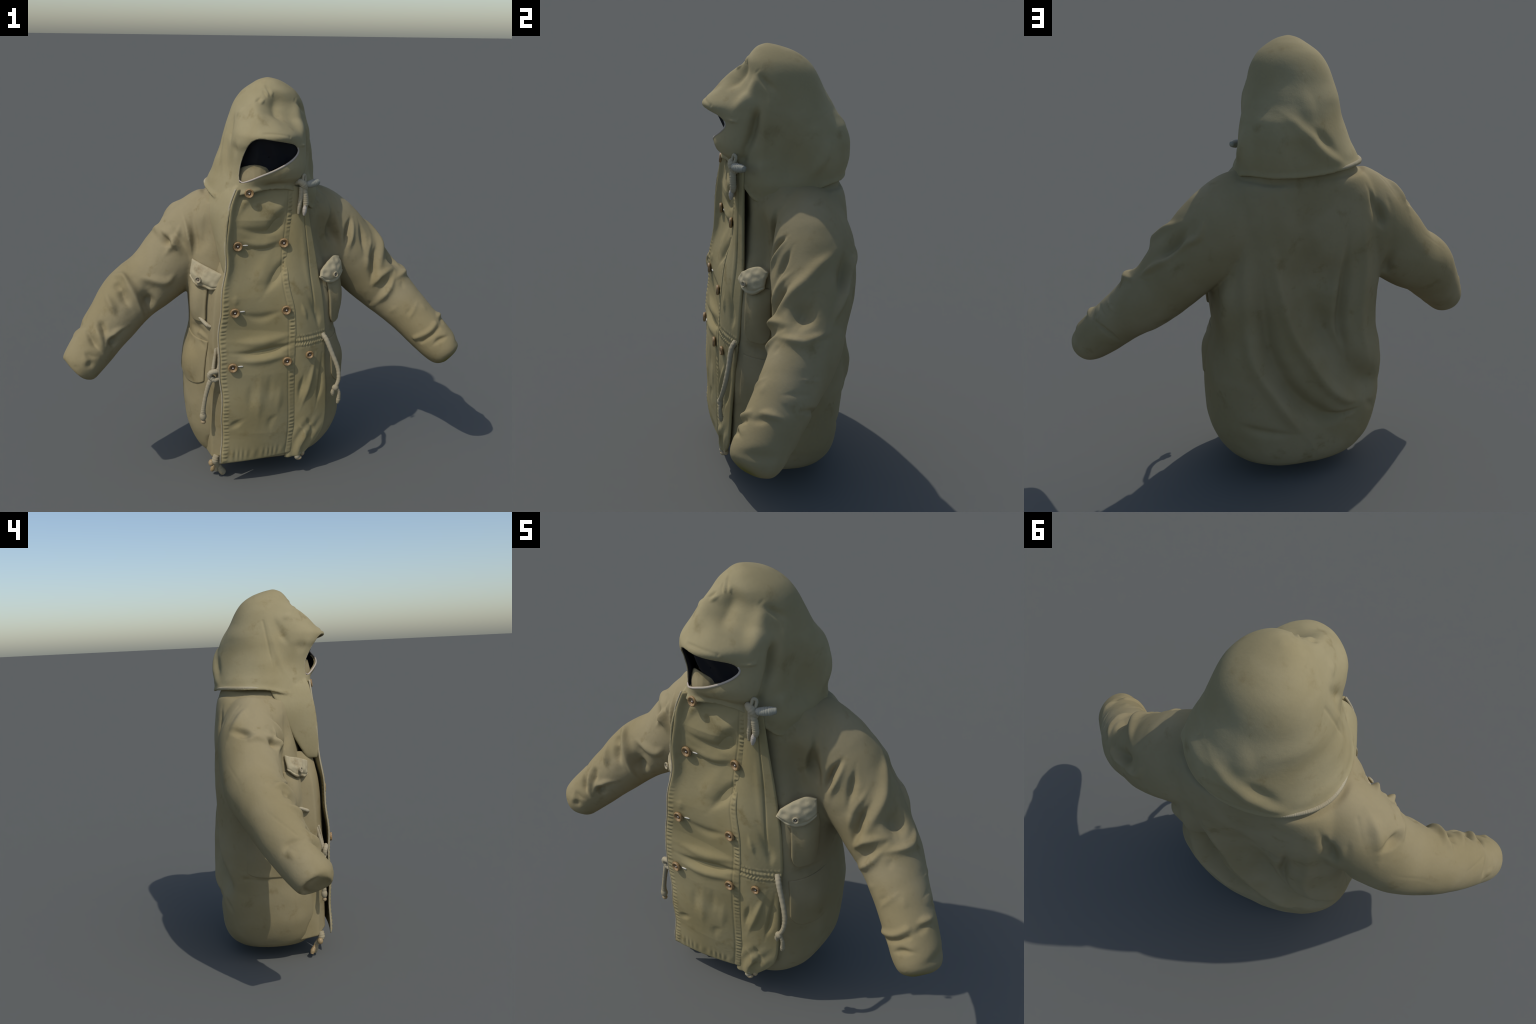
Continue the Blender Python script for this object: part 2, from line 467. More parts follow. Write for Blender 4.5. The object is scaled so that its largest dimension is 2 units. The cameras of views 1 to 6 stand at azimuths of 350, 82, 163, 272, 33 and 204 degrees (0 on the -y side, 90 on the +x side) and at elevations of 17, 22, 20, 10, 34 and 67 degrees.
LEFT_ARM_FOLDS = [
    ([(0.445, -0.030, 1.313), (0.424, -0.068, 1.251), (0.404, -0.072, 1.159)], 0.014, -0.026),
    ([(0.461, -0.034, 1.307), (0.443, -0.070, 1.250), (0.426, -0.079, 1.147)], 0.016, 0.013),
    ([(0.334, -0.053, 1.368), (0.346, -0.075, 1.255), (0.378, -0.062, 1.144)], 0.017, -0.034),
    ([(0.495, -0.015, 1.274), (0.508, -0.050, 1.216), (0.507, -0.079, 1.137)], 0.014, -0.015),
    ([(0.584, -0.036, 1.156), (0.565, -0.077, 1.080), (0.550, -0.089, 0.968)], 0.016, -0.021),
    ([(0.557, -0.015, 1.205), (0.531, -0.081, 1.117), (0.522, -0.090, 1.038)], 0.014, 0.009),
    ([(0.667, -0.068, 1.015), (0.617, -0.076, 0.954), (0.563, -0.051, 0.859)], 0.017, -0.038),
    ([(0.661, -0.062, 1.041), (0.593, -0.096, 1.013), (0.544, -0.071, 0.945)], 0.017, 0.015),
    ([(0.673, -0.084, 0.996), (0.633, -0.114, 0.935), (0.576, -0.056, 0.839)], 0.017, 0.013),
    ([(0.717, -0.081, 0.979), (0.716, -0.109, 0.940)], 0.013, -0.0027),
    ([(0.647, -0.115, 0.819), (0.684, -0.139, 0.862)], 0.013, 0.0023),
    ([(0.736, -0.176, 0.803), (0.784, -0.143, 0.879)], 0.01, 0.006),
    ([(0.718, -0.166, 0.821), (0.750, -0.163, 0.860)], 0.0117, -0.0023),
    ([(0.804, -0.145, 0.872), (0.832, -0.168, 0.837)], 0.0117, 0.0018),
    ([(0.762, -0.198, 0.705), (0.823, -0.227, 0.749), (0.867, -0.212, 0.789)], 0.012, 0.012, 'even'),
    ([(0.789, -0.221, 0.689), (0.840, -0.238, 0.735), (0.878, -0.221, 0.761)], 0.008, -0.012, 'even'),
    ([(0.839, -0.251, 0.685), (0.875, -0.256, 0.716), (0.919, -0.247, 0.727)], 0.01, -0.01),
    ([(0.863, -0.250, 0.725), (0.926, -0.229, 0.741)], 0.013, 0.0023),
    ([(0.542, 0.144, 1.273), (0.614, 0.026, 1.199), (0.590, -0.084, 1.027)], 0.026, 0.018),
    ([(0.642, -0.037, 1.085), (0.710, 0.051, 1.061)], 0.042, -0.026),
    ([(0.682, -0.084, 0.995), (0.763, -0.006, 1.016), (0.738, 0.084, 1.026)], 0.018, 0.016),
    ([(0.544, -0.050, 1.178), (0.553, -0.087, 1.073)], 0.03, -0.008),
    ([(0.891, -0.180, 0.808), (0.923, -0.095, 0.791)], 0.014, 0.01),
    ([(0.887, -0.208, 0.768), (0.921, -0.142, 0.787)], 0.012, -0.01),
    ([(0.884, -0.103, 0.835), (0.905, -0.033, 0.769)], 0.014, -0.006),
    ([(0.953, -0.261, 0.687), (0.989, -0.184, 0.687), (0.963, -0.086, 0.660)], 0.02, -0.008),
]
SIDE_FOLDS = [
    ([(-0.455, -0.03, 1.26), (-0.475, -0.03, 1.22), (-0.48, -0.04, 1.19)], 0.03, -0.024),
    ([(-0.41, -0.03, 1.30), (-0.445, -0.045, 1.22), (-0.50, -0.06, 1.15)], 0.016, 0.014),
    ([(-0.920, -0.054, 0.786), (-0.905, -0.088, 0.819), (-0.891, -0.147, 0.835)], 0.016, -0.014),
    ([(-0.939, -0.070, 0.769), (-0.937, -0.108, 0.797)], 0.0182, 0.0045),
    ([(-0.205, 0.266, 0.487), (-0.398, 0.150, 0.500), (-0.405, 0.031, 0.489)], 0.006, -0.008, 'even'),
    ([(-0.195, 0.266, 0.503), (-0.400, 0.149, 0.524), (-0.415, 0.030, 0.517)], 0.012, 0.005, 'even'),
    ([(-0.279, 0.267, 0.382), (-0.348, 0.215, 0.295)], 0.02, -0.008),
    ([(-0.301, -0.167, 0.150), (-0.290, -0.215, 0.237)], 0.016, -0.008),
    # top of the right sleeve
    ([(-0.488, 0.104, 1.298), (-0.511, 0.127, 1.247)], 0.04, -0.026),
    ([(-0.497, -0.013, 1.221), (-0.523, 0.060, 1.263), (-0.541, 0.095, 1.239)], 0.018, 0.015),
    ([(-0.398, 0.099, 1.396), (-0.448, 0.136, 1.339), (-0.488, 0.190, 1.240)], 0.022, 0.014),
    ([(-0.275, 0.233, 1.377), (-0.325, 0.240, 1.260), (-0.343, 0.244, 1.199)], 0.02, -0.028),
    ([(-0.300, 0.222, 1.357), (-0.315, 0.247, 1.219)], 0.012, 0.012),
    ([(-0.674, -0.079, 1.039), (-0.706, -0.044, 1.056), (-0.746, -0.008, 1.038)], 0.018, 0.012),
    ([(-0.728, -0.100, 0.996), (-0.727, -0.058, 1.030)], 0.018, -0.012),
    ([(-0.368, 0.134, 1.406), (-0.404, 0.174, 1.349), (-0.441, 0.198, 1.286), (-0.480, 0.204, 1.225)], 0.005, -0.0028, 'even'),
    ([(-0.511, 0.201, 1.182), (-0.583, 0.181, 1.126), (-0.669, 0.137, 1.063), (-0.716, 0.119, 1.028), (-0.764, 0.065, 1.012), (-0.832, -0.007, 0.941), (-0.886, -0.118, 0.858)], 0.005, -0.0028, 'even'),
    ([(-0.774, -0.171, 0.877), (-0.831, -0.184, 0.847)], 0.013, -0.0036),
    ([(-0.846, -0.235, 0.759), (-0.889, -0.204, 0.795)], 0.013, -0.0036),
    ([(-0.486, 0.205, 1.211), (-0.471, 0.209, 1.125), (-0.459, 0.212, 1.033)], 0.012, 0.01),
]
def stronger(folds, gain):
    return [(f[0], f[1], f[2] * (1 if len(f) > 3 else gain), *f[3:]) for f in folds]


BODY_FOLDS = (stronger(BACK_FOLDS, 1.28) + CHEST_FOLDS + stronger(SLEEVE_BACK_FOLDS, 1.4) + stronger(RIGHT_ARM_FOLDS, 1.6)
              + stronger(LEFT_ARM_FOLDS, 1.5) + stronger(SIDE_FOLDS, 1.15))
sculpt(body.data, BODY_FOLDS)
me = body.data
set_coords(me, relax(coords(me), edges(me), 2))
set_coords(me, wrinkle(coords(me), normals(me), 38, 0.0016, 3))
BODY_BVH = BVHTree.FromObject(body, bpy.context.evaluated_depsgraph_get())

# ---------------------------------------------------------------- cloth sheets

def sheet(name, surface, mat, thick, nu, nv, strokes=(), ripple=None, parent=jacket):
    """A panel of cloth with real thickness and rolled edges.
    surface(u, v) -> points for arrays u (across) and v (up)."""
    ease = lambda n: 0.5 - 0.5 * np.cos(np.linspace(0, np.pi, n))
    mixv = lambda n: 0.75 * np.linspace(0, 1, n) + 0.25 * ease(n)
    U, V = np.meshgrid(mixv(nu), mixv(nv))
    P = surface(U.ravel(), V.ravel()).reshape(nv, nu, 3)
    du = np.gradient(P, axis=1)
    dv = np.gradient(P, axis=0)
    nrm = unit(np.cross(du, dv))
    if ripple is not None:
        P = P + nrm * ripple(U, V, P)[..., None]
    wu = np.linalg.norm(np.diff(P, axis=1), axis=2).sum(1).mean()
    wv = np.linalg.norm(np.diff(P, axis=0), axis=2).sum(0).mean()
    d = np.minimum(np.minimum(U, 1 - U) * wu, np.minimum(V, 1 - V) * wv)
    e = np.clip(d / (0.8 * thick), 0, 1)
    h = (0.5 * thick * np.sqrt(1 - (1 - e) ** 2))[..., None]
    front = (P + nrm * h).reshape(-1, 3)
    back = (P - nrm * h).reshape(-1, 3)
    q = grid_faces(nv, nu, False)
    n = nu * nv
    faces = [tuple(x) for x in q] + [tuple(x[::-1] + n) for x in q]
    me = new_mesh(name, np.vstack([front, back]), faces, mat)
    bm = bmesh.new()
    bm.from_mesh(me)
    bmesh.ops.remove_doubles(bm, verts=bm.verts, dist=1e-5)
    bm.to_mesh(me)
    bm.free()
    me.polygons.foreach_set("use_smooth", [True] * len(me.polygons))
    if strokes:
        sculpt(me, strokes)
    return new_object(name, me, parent)


def across(edges_, bulge=None):
    """Cloth surface spanned through two or more free edges (hem -> collar)."""
    lines = [spline(e, 200) for e in edges_]

    def f(u, v):
        k = v * 199
        pts = np.stack([np.stack([np.interp(k, np.arange(200), a[:, c]) for c in range(3)], 1) for a in lines])
        t = u * (len(lines) - 1)
        i = np.minimum(t.astype(int), len(lines) - 2)
        w = (t - i)[:, None]
        n = np.arange(len(u))
        p = pts[i, n] * (1 - w) + pts[i + 1, n] * w
        if bulge is not None:
            p[:, 1] -= bulge(u, v)
        return p
    return f


def between(left, right, bulge):
    return across([left, right], bulge)


def split_regions(ob, region, names, mats=None):
    """Part one smooth surface into named meshes whose borders coincide and that
    keep the whole surface's vertex normals."""
    me = ob.data
    nv = normals(me)
    co = coords(me)
    mat_idx = np.empty(len(me.polygons), dtype=np.int32)
    me.polygons.foreach_get("material_index", mat_idx)
    out = []
    polys = [tuple(p.vertices) for p in me.polygons]
    for k, name in enumerate(names):
        sel = np.nonzero(region == k)[0]
        if not len(sel):
            continue
        used = np.unique(np.concatenate([polys[i] for i in sel]))
        remap = np.full(len(co), -1)
        remap[used] = np.arange(len(used))
        part = new_mesh(name, co[used], [[remap[v] for v in polys[i]] for i in sel])
        for m_ in me.materials:
            part.materials.append(m_)
        if len(part.polygons) == len(sel):
            part.polygons.foreach_set("material_index", mat_idx[sel])
        part.normals_split_custom_set_from_vertices([tuple(n) for n in nv[used].tolist()])
        out.append(new_object(name, part, jacket))
    bpy.data.objects.remove(ob)
    return out


def face_centres(me):
    a = np.empty(len(me.polygons) * 3)
    me.polygons.foreach_get("center", a)
    b = np.empty(len(me.polygons) * 3)
    me.polygons.foreach_get("normal", b)
    return a.reshape(-1, 3), b.reshape(-1, 3)


# --------------------------------------------------------------------- hood
# radii every 30 degrees, starting at the front (-y) and turning towards +x
HOOD = [
    # z, centre y, front, 30, 60, side +x, 120, 150, back, 210, 240, side -x, 300, 330
    (1.34, 0.0, .20, .21, .235, .250, .275, .25, .25, .27, .285, .27, .265, .25),
    (1.45, 0.0, .205, .222, .250, .266, .300, .290, .278, .292, .308, .285, .268, .268),
    (1.52, 0.0, .228, .228, .225, .238, .305, .314, .286, .280, .282, .270, .250, .268),
    (1.56, 0.0, .270, .258, .215, .229, .306, .320, .286, .266, .258, .255, .236, .268),
    (1.61, 0.0, .285, .270, .215, .225, .303, .319, .279, .248, .236, .240, .222, .270),
    (1.68, 0.0, .280, .264, .215, .222, .284, .296, .251, .224, .213, .214, .214, .283),
    (1.72, 0.0, .310, .262, .215, .220, .258, .263, .236, .214, .206, .204, .21, .295),
    (1.75, 0.0, .330, .255, .212, .214, .240, .240, .222, .208, .201, .194, .203, .292),
    (1.82, -0.008, .238, .174, .186, .197, .211, .209, .192, .184, .18, .172, .181, .231),
    (1.88, -0.018, .170, .147, .164, .178, .185, .182, .171, .166, .159, .149, .146, .175),
    (1.93, -0.03, .12, .125, .135, .145, .15, .150, .145, .14, .127, .111, .11, .115),
    (1.97, -0.045, .075, .08, .085, .09, .095, .10, .098, .088, .074, .065, .065, .07),
    (1.99, -0.058, .035, .04, .042, .045, .05, .05, .05, .045, .04, .035, .035, .035),
    (2.00, -0.060, .003, .003, .003, .003, .003, .003, .003, .003, .003, .003, .003, .003),
]
HEM_HEIGHT = [1.50, 1.48, 1.38, 1.375, 1.45, 1.455, 1.46, 1.472, 1.475, 1.47, 1.44, 1.48]


def hood_grid(cols=240, rows=170):
    h = np.array(HOOD)
    phi = np.arange(cols) / cols * 2 * np.pi
    hem = spline(np.array(HEM_HEIGHT)[:, None], cols, True)[:, 0]
    t = np.linspace(0, 1, rows)
    rise = 1 - (1 - t) ** 1.5
    co = np.zeros((rows, cols, 3))
    for i in range(rows):
        z = hem + (2.0 - hem) * rise[i]
        lev = smooth_interp(z, h[:, 0], h[:, 1:])
        cy, rad = lev[:, 0], lev[:, 1:]
        # radius at this column's own angle
        k = np.arange(cols) / cols * 12
        j = np.floor(k).astype(int)
        f = k - j
        q = [rad[np.arange(cols), (j + d) % 12] for d in (-1, 0, 1, 2)]
        r = 0.5 * (2 * q[1] + (q[2] - q[0]) * f + (2 * q[0] - 5 * q[1] + 4 * q[2] - q[3]) * f ** 2 + (3 * q[1] - q[0] - 3 * q[2] + q[3]) * f ** 3)
        r = r + 0.009 * np.exp(-((z - hem - 0.008) / 0.012) ** 2)   # stitched hem welt
        co[i] = np.stack([np.sin(phi) * r, cy - np.cos(phi) * r, z], 1)
    return co


g = hood_grid()
R, Cn = g.shape[:2]
hood = new_object("hood", new_mesh("hood", g.reshape(-1, 3), [tuple(q) for q in grid_faces(R, Cn, True)] + [tuple(range((R - 1) * Cn, R * Cn))]))
# the cloth of the shoulders is pinched in under the hem of the hood
hem_loop = [tuple(g[0, k] + np.array([0, 0, -0.014])) for k in range(Cn * 50 // 360, Cn * 285 // 360, 6)]
sculpt(body.data, [(hem_loop, 0.017, -0.016, 'even')])
BODY_BVH = BVHTree.FromObject(body, bpy.context.evaluated_depsgraph_get())
HOOD_BACK_FOLDS = [
    ([(0.116, 0.237, 1.721), (0.029, 0.286, 1.641), (-0.070, 0.285, 1.546), (-0.204, 0.188, 1.457)], 0.026, 0.016),
    ([(-0.004, 0.269, 1.669), (-0.066, 0.272, 1.608), (-0.140, 0.251, 1.539)], 0.022, -0.02),
    ([(0.117, 0.287, 1.607), (0.011, 0.299, 1.538)], 0.05, -0.012),
    ([(0.225, 0.169, 1.683), (0.252, 0.162, 1.591), (0.264, 0.092, 1.496)], 0.015, 0.007),
    ([(0.096, 0.170, 1.839)], 0.06, -0.008),
    ([(0.050, 0.243, 1.738), (-0.036, 0.231, 1.746)], 0.05, 0.006),
]
HOOD_FACE_FOLDS = [
    # one broad valley down the visor between two ridges, pinched at the brow
    ([(0.010, -0.13, 1.935), (0.022, -0.17, 1.90), (0.035, -0.215, 1.86), (0.046, -0.25, 1.82)], 0.050, -0.040),
    ([(-0.085, -0.14, 1.93), (-0.080, -0.20, 1.87), (-0.075, -0.25, 1.82), (-0.07, -0.29, 1.775)], 0.034, 0.018),
    ([(0.125, -0.10, 1.89), (0.135, -0.14, 1.84), (0.140, -0.17, 1.79), (0.135, -0.20, 1.74)], 0.034, 0.026),
    # crease from the temple, and the fold of the hood that overhangs the face
    ([(0.115, -0.125, 1.892), (0.150, -0.10, 1.874), (0.175, -0.07, 1.852), (0.195, -0.035, 1.825)], 0.011, -0.016),
    ([(0.195, -0.06, 1.83), (0.215, -0.085, 1.75), (0.215, -0.09, 1.66), (0.215, -0.10, 1.56), (0.215, -0.11, 1.47)], 0.026, 0.016),
    ([(0.190, -0.115, 1.79), (0.185, -0.125, 1.73), (0.178, -0.135, 1.66), (0.165, -0.155, 1.60), (0.150, -0.17, 1.545), (0.13, -0.18, 1.53)], 0.014, -0.042),
    # collar roll under the opening
    ([(-0.08, -0.22, 1.545), (0.0, -0.25, 1.572), (0.07, -0.25, 1.605), (0.12, -0.22, 1.64)], 0.016, 0.012),
    ([(-0.09, -0.22, 1.515), (0.0, -0.23, 1.525), (0.09, -0.21, 1.55)], 0.012, -0.012),
    # side hollow
    ([(0.235, 0.01, 1.66), (0.24, 0.015, 1.56), (0.235, 0.0, 1.46)], 0.040, -0.012),
    ([(0.25, 0.17, 1.66), (0.26, 0.14, 1.56), (0.26, 0.08, 1.49)], 0.022, 0.010),
    # wearer's right cheek
    ([(-0.160, -0.06, 1.86), (-0.185, -0.085, 1.78), (-0.185, -0.13, 1.70)], 0.018, -0.018),
    ([(-0.165, -0.02, 1.84), (-0.200, -0.045, 1.74), (-0.215, -0.08, 1.62), (-0.215, -0.12, 1.53)], 0.014, 0.010),
    ([(-0.14, -0.12, 1.87), (-0.15, -0.14, 1.83)], 0.020, 0.010),
    ([(-0.17, -0.16, 1.70), (-0.15, -0.22, 1.68)], 0.030, -0.010),
    ([(-0.185, -0.12, 1.575), (-0.165, -0.165, 1.562), (-0.14, -0.20, 1.565)], 0.009, -0.014),
    ([(-0.185, -0.12, 1.540), (-0.168, -0.16, 1.530)], 0.008, -0.012),
    ([(-0.20, 0.18, 1.70), (-0.24, 0.18, 1.58)], 0.03, 0.006),
]
HOOD_FOLDS = HOOD_BACK_FOLDS + HOOD_FACE_FOLDS
sculpt(hood.data, HOOD_FOLDS)
set_coords(hood.data, relax(coords(hood.data), edges(hood.data), 3))
m = hood.modifiers.new("shell", 'SOLIDIFY')
m.thickness = 0.014
m.offset = -1
apply_modifiers(hood)

# the hood runs down the wearer's right chest as a pointed lapel
LAPEL_OUT = [(-0.214, -0.205, 1.10), (-0.228, -0.185, 1.13), (-0.252, -0.125, 1.24), (-0.278, -0.072, 1.37), (-0.268, -0.03, 1.45), (-0.225, -0.00, 1.53)]
LAPEL_IN = [(-0.212, -0.262, 1.10), (-0.216, -0.268, 1.14), (-0.219, -0.268, 1.25), (-0.206, -0.256, 1.38), (-0.170, -0.228, 1.495), (-0.125, -0.18, 1.56)]
lapel = sheet("lapel", between(LAPEL_OUT, LAPEL_IN, lambda u, v: 0.010 * np.sin(np.pi * u)), CANVAS, 0.014, 60, 160)
bm = bmesh.new()
bm.from_mesh(hood.data)
bm.from_mesh(lapel.data)
bm.to_mesh(hood.data)
bm.free()
bpy.data.objects.remove(lapel)
m = hood.modifiers.new("union", 'REMESH')
m.mode = 'VOXEL'
m.voxel_size = 0.0045
apply_modifiers(hood)
set_coords(hood.data, relax(coords(hood.data), edges(hood.data), 5))
HOOD_DETAIL = [
    # gathers that fan out over the brow
    ([(0.020, -0.155, 1.912), (0.010, -0.125, 1.950), (0.005, -0.09, 1.978)], 0.006, -0.007),
    ([(0.004, -0.155, 1.915), (-0.012, -0.13, 1.950), (-0.02, -0.10, 1.974)], 0.006, -0.005),
    ([(-0.018, -0.155, 1.915), (-0.035, -0.13, 1.945)], 0.006, -0.004),
    ([(0.012, -0.155, 1.913), (0.0, -0.125, 1.950)], 0.006, 0.004),
    ([(-0.008, -0.155, 1.915), (-0.025, -0.13, 1.948)], 0.006, 0.004),
    ([(0.045, -0.145, 1.908), (0.045, -0.115, 1.945)], 0.006, -0.005),
    ([(0.065, -0.14, 1.904), (0.068, -0.11, 1.935)], 0.006, -0.004),
    ([(0.058, -0.14, 1.906), (0.06, -0.11, 1.938)], 0.006, 0.003),
    ([(0.095, -0.13, 1.897), (0.10, -0.10, 1.922)], 0.006, -0.004),
    ([(0.115, -0.12, 1.890), (0.122, -0.09, 1.912)], 0.006, -0.004),
    ([(-0.045, -0.15, 1.915), (-0.075, -0.17, 1.89)], 0.007, -0.007),
    ([(-0.03, -0.16, 1.908), (-0.06, -0.18, 1.88)], 0.007, 0.006),
    # seams of the visor panel
    ([(0.170, -0.150, 1.835), (0.178, -0.165, 1.78), (0.160, -0.200, 1.705)], 0.006, 0.006, 'even'),
    ([(0.06, -0.27, 1.722), (0.11, -0.24, 1.708), (0.160, -0.200, 1.703)], 0.006, 0.005, 'even'),
    ([(-0.06, -0.315, 1.775), (0.01, -0.315, 1.765), (0.06, -0.295, 1.752)], 0.007, -0.005, 'even'),
    ([(-0.172, 0.0, 1.83), (-0.205, -0.02, 1.72), (-0.225, -0.04, 1.60), (-0.24, -0.05, 1.50)], 0.006, -0.004, 'even'),
]
sculpt(hood.data, HOOD_DETAIL)
hood.data.materials.clear()
hood.data.materials.append(HOODCLOTH)
hood.data.materials.append(LINING)

# face opening: a closed outline seen from the front, cut straight back
MOUTH = [(-0.146, 1.535), (-0.06, 1.572), (0.017, 1.607), (0.085, 1.643), (0.116, 1.678), (0.098, 1.712), (0.05, 1.730),
         (-0.02, 1.744), (-0.080, 1.749), (-0.118, 1.722), (-0.140, 1.66), (-0.152, 1.59)]
mo = spline([(x, 0, z) for x, z in MOUTH], 72, True)
cut_v = np.vstack([mo + [0, -0.5, 0], mo + [0, -0.12, 0]])
cut_f = [tuple(q) for q in grid_faces(2, 72, True)] + [tuple(range(71, -1, -1)), tuple(range(72, 144))]
cutter = new_object("mouth_cutter", new_mesh("mouth_cutter", cut_v, cut_f, CANVAS))
bm = bmesh.new()
bm.from_mesh(cutter.data)
bmesh.ops.recalc_face_normals(bm, faces=bm.faces)
bm.to_mesh(cutter.data)
bm.free()
HOOD_BVH = BVHTree.FromObject(hood, bpy.context.evaluated_depsgraph_get())
m = hood.modifiers.new("opening", 'BOOLEAN')
m.object = cutter
m.operation = 'DIFFERENCE'
m.solver = 'EXACT'
apply_modifiers(hood)
bpy.data.objects.remove(cutter)
fc, fn = face_centres(hood.data)
outward = fc - np.array([0.0, 0.0, 0.0])
outward[:, 2] = np.maximum(fc[:, 2] - 1.80, 0)
inside = (np.sum(fn * unit(outward), 1) < -0.15) & (np.hypot(fc[:, 0], fc[:, 1]) < 0.30) & (fc[:, 2] > 1.50)
hood.data.polygons.foreach_set("material_index", inside.astype(np.int32))
hood.data.polygons.foreach_set("use_smooth", [True] * len(hood.data.polygons))
lapel_zone = (fc[:, 0] < -0.12) & (fc[:, 1] < 0.02) & (fc[:, 2] < 1.455 + 0.3 * np.maximum(-fc[:, 1] - 0.1, 0))
split_regions(hood, lapel_zone.astype(int), ["hood", "lapel"])

# left free edge, seam and right free edge of the front: (x, y, z) from hem to collar
EDGE_LEFT = [(-0.247, -0.300, 0.128), (-0.240, -0.302, 0.35), (-0.244, -0.304, 0.53), (-0.255, -0.304, 0.70), (-0.252, -0.296, 0.85),
             (-0.243, -0.290, 0.945), (-0.232, -0.280, 1.05), (-0.217, -0.268, 1.17), (-0.217, -0.258, 1.263), (-0.206, -0.250, 1.388), (-0.166, -0.232, 1.51)]
EDGE_SEAM = [(0.117, -0.258, 0.138), (0.130, -0.262, 0.30), (0.125, -0.266, 0.484), (0.123, -0.266, 0.696), (0.126, -0.262, 0.80),
             (0.118, -0.256, 0.92), (0.090, -0.238, 1.05), (0.085, -0.205, 1.18), (0.095, -0.193, 1.26), (0.108, -0.19, 1.38), (0.113, -0.195, 1.52)]
EDGE_RIGHT = [(0.185, -0.240, 0.115), (0.285, -0.232, 0.25), (0.298, -0.222, 0.438), (0.290, -0.208, 0.60), (0.288, -0.198, 0.73),
              (0.288, -0.19, 0.80), (0.272, -0.180, 0.95), (0.250, -0.172, 1.06), (0.230, -0.170, 1.17), (0.195, -0.168, 1.34), (0.165, -0.165, 1.50)]


PANEL_FOLDS = [
    ([(-0.190, -0.310, 0.726), (-0.086, -0.305, 0.717), (0.029, -0.288, 0.728), (0.113, -0.272, 0.747)], 0.017, -0.020),
    ([(-0.181, -0.301, 0.781), (-0.053, -0.291, 0.769), (0.096, -0.270, 0.793)], 0.022, 0.012),
    ([(-0.182, -0.313, 0.688), (-0.054, -0.306, 0.681), (0.097, -0.278, 0.693)], 0.018, 0.010),
    ([(-0.142, -0.232, 1.261), (-0.047, -0.219, 1.238), (0.048, -0.214, 1.257)], 0.02, 0.010),
    ([(-0.158, -0.233, 1.325), (-0.049, -0.226, 1.296), (0.064, -0.207, 1.327)], 0.02, -0.010),
    ([(-0.049, -0.218, 1.443), (0.029, -0.213, 1.408), (0.077, -0.203, 1.467)], 0.03, 0.010),
    ([(0.062, -0.207, 1.406), (0.030, -0.216, 1.330), (-0.016, -0.221, 1.285)], 0.03, -0.018),
    ([(0.091, -0.209, 1.181), (0.031, -0.237, 1.095), (-0.035, -0.263, 1.008)], 0.022, -0.016),
    ([(0.002, -0.214, 1.203), (-0.049, -0.242, 1.100), (-0.067, -0.259, 1.041)], 0.035, 0.007),
    ([(-0.148, -0.287, 0.915), (-0.052, -0.277, 0.889), (0.045, -0.268, 0.914)], 0.018, -0.009),
    ([(-0.171, -0.280, 1.012), (-0.180, -0.289, 0.959)], 0.014, 0.003),
    ([(-0.054, -0.312, 0.606), (-0.060, -0.314, 0.467), (-0.067, -0.314, 0.360)], 0.020, 0.005),
    ([(-0.004, -0.304, 0.599), (-0.010, -0.307, 0.459)], 0.017, -0.004),
    ([(-0.102, -0.315, 0.559), (-0.109, -0.318, 0.419)], 0.018, -0.004),
    ([(0.034, -0.297, 0.379), (0.000, -0.304, 0.348), (-0.007, -0.303, 0.294)], 0.016, -0.004),
    ([(-0.189, -0.314, 0.369), (-0.165, -0.313, 0.331)], 0.026, -0.007),
    ([(0.048, -0.293, 0.537), (0.034, -0.298, 0.397)], 0.018, 0.004),
    ([(-0.158, -0.229, 1.386), (-0.111, -0.217, 1.459), (-0.002, -0.211, 1.471)], 0.018, 0.008),
]


def panel_bulge(u, v):
    # belly of the panel; the upper left edge curls forward of the chest
    belly = np.interp(v, [0, 0.08, 0.25, 0.4, 0.75, 0.88, 1], [0.012, 0.022, 0.016, -0.012, -0.008, 0.020, 0.0])
    up = np.clip((v - 0.55) / 0.2, 0, 1)
    return belly * np.sin(np.pi * u) - 0.030 * up * (1 - np.exp(-(u / 0.09) ** 2)) * (1 - u)


def panel_ripple(U, V, P):
    z = P[..., 2]
    wob = 0.25 * np.sin(z * 61) + 0.2 * np.sin(z * 143 + 1)
    pucker = np.sin(z * 2 * np.pi / 0.0205 + 3 * wob)
    wr = np.exp(-((U - 0.945) / 0.030) ** 4)
    wl = np.exp(-((U - 0.045) / 0.035) ** 4) * np.clip((1.08 - z) / 0.1, 0, 1)
    r = 0.0022 * pucker * (wr * (0.55 + 0.45 * np.sin(z * 23 + 1)) + 0.8 * wl)
    low = np.exp(-((V - 0.022) / 0.012) ** 2)
    r += 0.0016 * low * np.sin(P[..., 0] * 2 * np.pi / 0.03 + 2 * np.sin(P[..., 0] * 40))
    r -= 0.002 * np.exp(-((U - 0.90) / 0.012) ** 2)
    return r


EDGE_LEFT = [(x + 0.003 * math.sin(z * 29), y + 0.003 * math.sin(z * 23 + 1), z) for x, y, z in spline(EDGE_LEFT, 44)]
panel = sheet("front_panel", between(EDGE_LEFT, EDGE_SEAM, panel_bulge), PANEL, 0.012, 120, 420, PANEL_FOLDS, panel_ripple)

